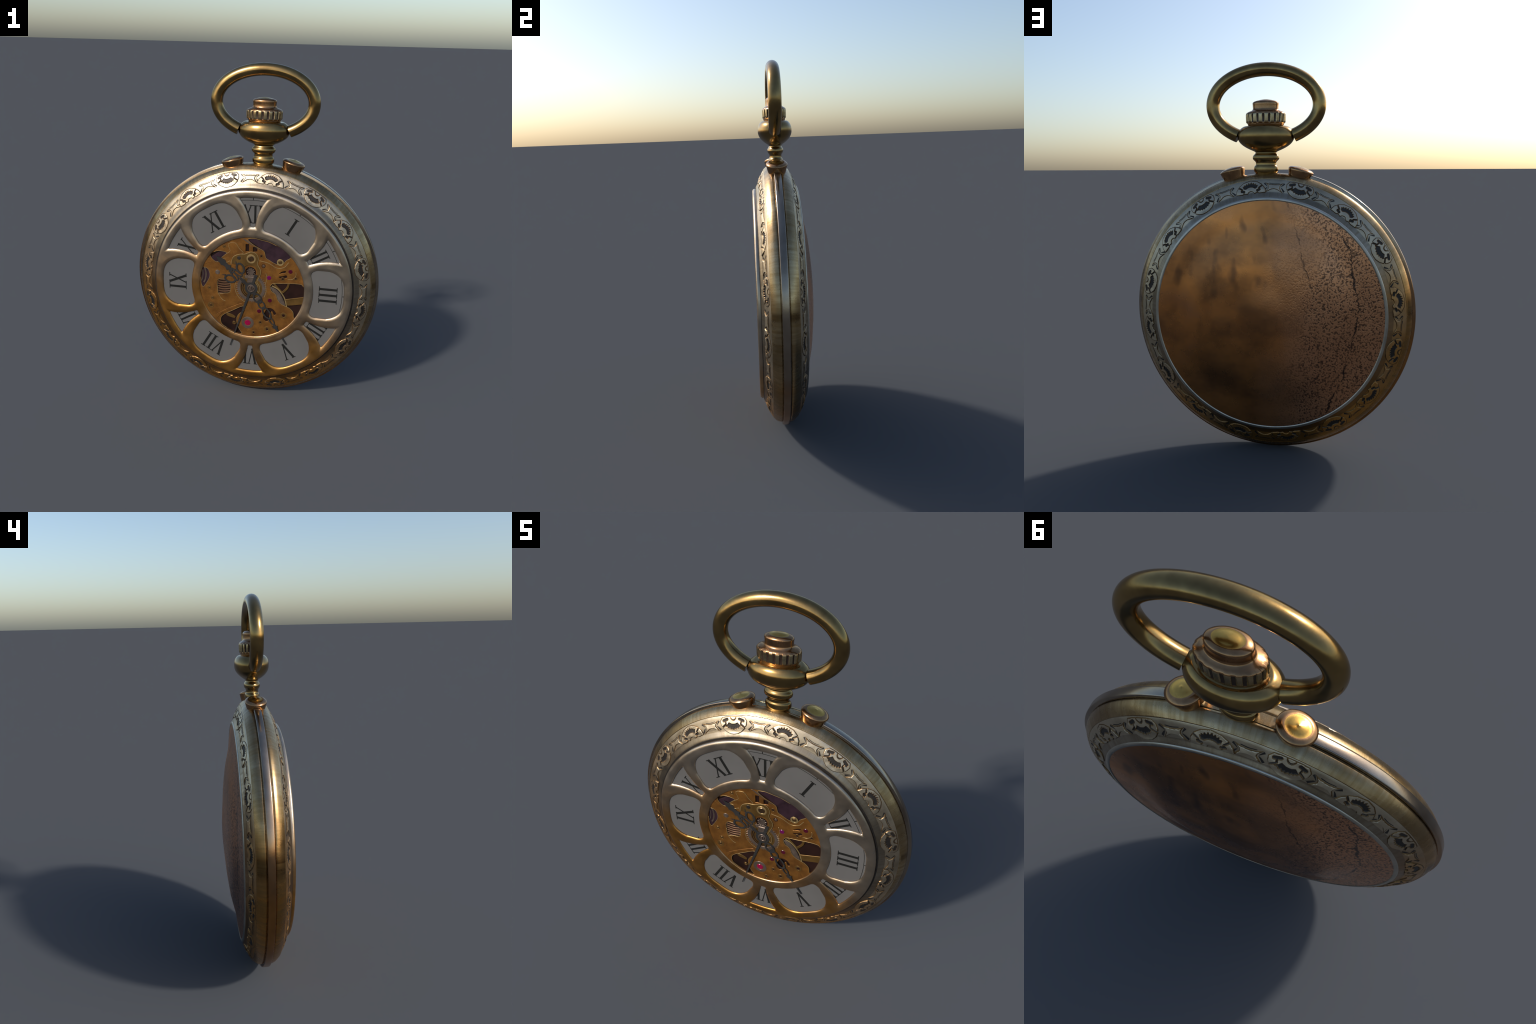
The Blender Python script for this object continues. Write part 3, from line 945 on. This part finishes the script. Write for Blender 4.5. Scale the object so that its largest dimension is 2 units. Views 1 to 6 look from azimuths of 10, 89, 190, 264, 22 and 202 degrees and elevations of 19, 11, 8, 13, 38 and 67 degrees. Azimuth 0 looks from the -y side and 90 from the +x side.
T = along((0.218, -0.335))
s = Slab()
k[0] = 0
piece(circle((0, 0), 0.038, 40), [circle((0, 0), 0.020, 32)], 0.0012)
piece([(0.026, -0.012), (0.046, -0.007), (0.046, 0.007), (0.026, 0.012)], (), 0.0010)
for c, rx, ry, w in ((0.072, 0.035, 0.026, 0.0095), (0.118, 0.027, 0.022, 0.0085), (0.178, 0.043, 0.0235, 0.0095), (0.236, 0.027, 0.0140, 0.0068)):
    o, hh = loop_ring((c, 0), rx, ry, w)
    piece(o, hh, 0.0010)
piece([(0.080, -0.018), (0.089, -0.018), (0.094, 0.018), (0.085, 0.018)], (), 0.0010)
piece([(0.130, 0), (0.138, -0.013), (0.146, -0.010), (0.150, 0), (0.146, 0.010), (0.138, 0.013)], (), 0.0010)
piece([(0.208, 0), (0.214, -0.012), (0.222, 0), (0.214, 0.012)], (), 0.0010)
piece([(0.256, 0), (0.264, -0.008), (0.272, -0.007), (0.278, -0.0155), (0.290, -0.008), (0.312, -0.006), (0.405, -0.004), (0.408, 0), (0.405, 0.004), (0.312, 0.006), (0.290, 0.008), (0.278, 0.0155), (0.272, 0.007), (0.264, 0.008)], (), 0.0010)
s.build("minute_hand", HAND, watch)

T = along((-0.100, -0.314))
s = Slab()
k[0] = 0
piece([(-0.092, -0.009), (-0.028, -0.0075), (0.0, -0.012), (0.03, -0.0080), (0.20, -0.0058), (0.405, -0.0022), (0.405, 0.0022), (0.20, 0.0058), (0.03, 0.0080), (0.0, 0.012), (-0.028, 0.0075), (-0.092, 0.009)], (), 0.0024)
second = s.build("second_hand", HAND, watch)
s = Slab()
s.add(circle((0, 0), 0.0235, 40), H0 + 0.0040, 0.006, [circle((0, 0), 0.0150, 32)], 0.0012)
s.add(circle((0, 0), 0.0125, 32), H0 + 0.0036, 0.006, (), 0.0012)
s.add([(-0.0022, -0.0115), (0.0022, -0.0115), (0.0040, 0.0115), (-0.0004, 0.0115)], H0 + 0.0040, 0.003, (), 0.0004, 1)
s.build("hand_arbor", [GREY, DEEP], second)

# ---- stem, crown, buttons, bow
SY = 0.63
stem_keys = [(0.050, 1.444), (0.0560, 1.455), (0.0615, 1.463), (0.0628, 1.474), (0.0600, 1.486), (0.0540, 1.493), (0.0524, 1.500), (0.0530, 1.508), (0.0590, 1.515),
             (0.0660, 1.522), (0.0683, 1.531), (0.0655, 1.541), (0.0570, 1.550), (0.0535, 1.557), (0.0620, 1.563), (0.0830, 1.572), (0.1080, 1.585), (0.1290, 1.601),
             (0.1415, 1.619), (0.1450, 1.637), (0.1425, 1.655), (0.1330, 1.671), (0.1210, 1.6810), (0.1110, 1.6862), (0.1030, 1.6872), (0.0960, 1.6875), (0.0900, 1.6895)]
stem = spline(stem_keys, 5) - [0, 1.444]
lathe_z("stem", stem, OLIVE, watch, (PX, PY, 1.444), SY, 128, 80)

crown = [(0.080, 1.684), (0.0900, 1.690), (0.0925, 1.695), (0.0925, 1.699), (0.0970, 1.7020), (0.1000, 1.705), (0.1008, 1.712), (0.1014, 1.728), (0.1016, 1.742), (0.1003, 1.748), (0.0955, 1.7535),
         (0.0840, 1.7590), (0.0720, 1.7630), (0.0665, 1.7680), (0.0650, 1.775), (0.0660, 1.792), (0.0668, 1.799), (0.0655, 1.8030), (0.0600, 1.8075), (0.0500, 1.8110), (0.0440, 1.8128),
         (0.0420, 1.8125), (0.0300, 1.8160), (0.0120, 1.8190), (0.0005, 1.8195)]
crown = np.array(crown) - [0, 1.684]
KN = {5: 0.5, 6: 1.0, 7: 1.0, 8: 0.9, 9: 0.25}


def knurl(th, i):
    w = KN.get(i, 0.0)
    return w * 0.0065 * float(smoothstep(-0.05, 0.55, np.cos(20 * th)))


lathe_z("winding_crown", crown, COPPER, watch, (PX, PY, 1.684), SY, 440, 45, knurl, idx=[0] * 5 + [3] * 4 + [0] * 11 + [1] * 4, mats=[COPPER, GILT, GROOVE, RIB],
        dark=lambda th, i: 5 <= i <= 8 and math.cos(20 * th) > 0.30)

btn = [(0.0440, -0.075), (0.0560, -0.036), (0.0642, -0.006), (0.0657, 0.001), (0.0648, 0.0035), (0.0600, 0.0080), (0.0520, 0.0118), (0.0440, 0.0138), (0.0418, 0.0134),
       (0.0300, 0.0170), (0.0120, 0.0198), (0.0060, 0.0202), (0.0040, 0.0210), (0.0005, 0.0214)]
for bx, bz, tl in ((-0.1515, 1.464, -15.4), (0.204, 1.464, 15.5)):
    lathe_z("push_button", btn, COPPER, watch, (bx, CY, bz), 0.85, 72, 40, None, math.radians(tl), idx=[0] * 8 + [1] * 5, mats=[COPPER, GILT])

BA, BB, BZ, BT = 0.2728, 0.1755, 1.7905, 0.0338
NS, NT = 160, 36
v, f = [], []
tt = np.radians(np.linspace(-148.0, 148.5, NS))
for t in tt:
    c = np.array([BA * math.sin(t), 0, BB * math.cos(t)])
    tan = np.array([BA * math.cos(t), 0, -BB * math.sin(t)])
    tan /= np.linalg.norm(tan)
    nrm = np.array([-tan[2], 0, tan[0]])
    for j in range(NT):
        p = 2 * math.pi * j / NT
        v.append(c + BT * (math.cos(p) * nrm + math.sin(p) * np.array([0, 1, 0])))
for i in range(NS - 1):
    for j in range(NT):
        j2 = (j + 1) % NT
        f.append((i * NT + j, i * NT + j2, (i + 1) * NT + j2, (i + 1) * NT + j))
for e, i in ((0, 0), (1, NS - 1)):
    c = np.mean(v[i * NT:(i + 1) * NT], axis=0)
    rim_i = list(range(i * NT, (i + 1) * NT))
    f.append(rim_i if e else rim_i[::-1])
make("bow", v, f, OLIVE, watch, (PX + 0.002, CY - 0.003, BZ), 50)
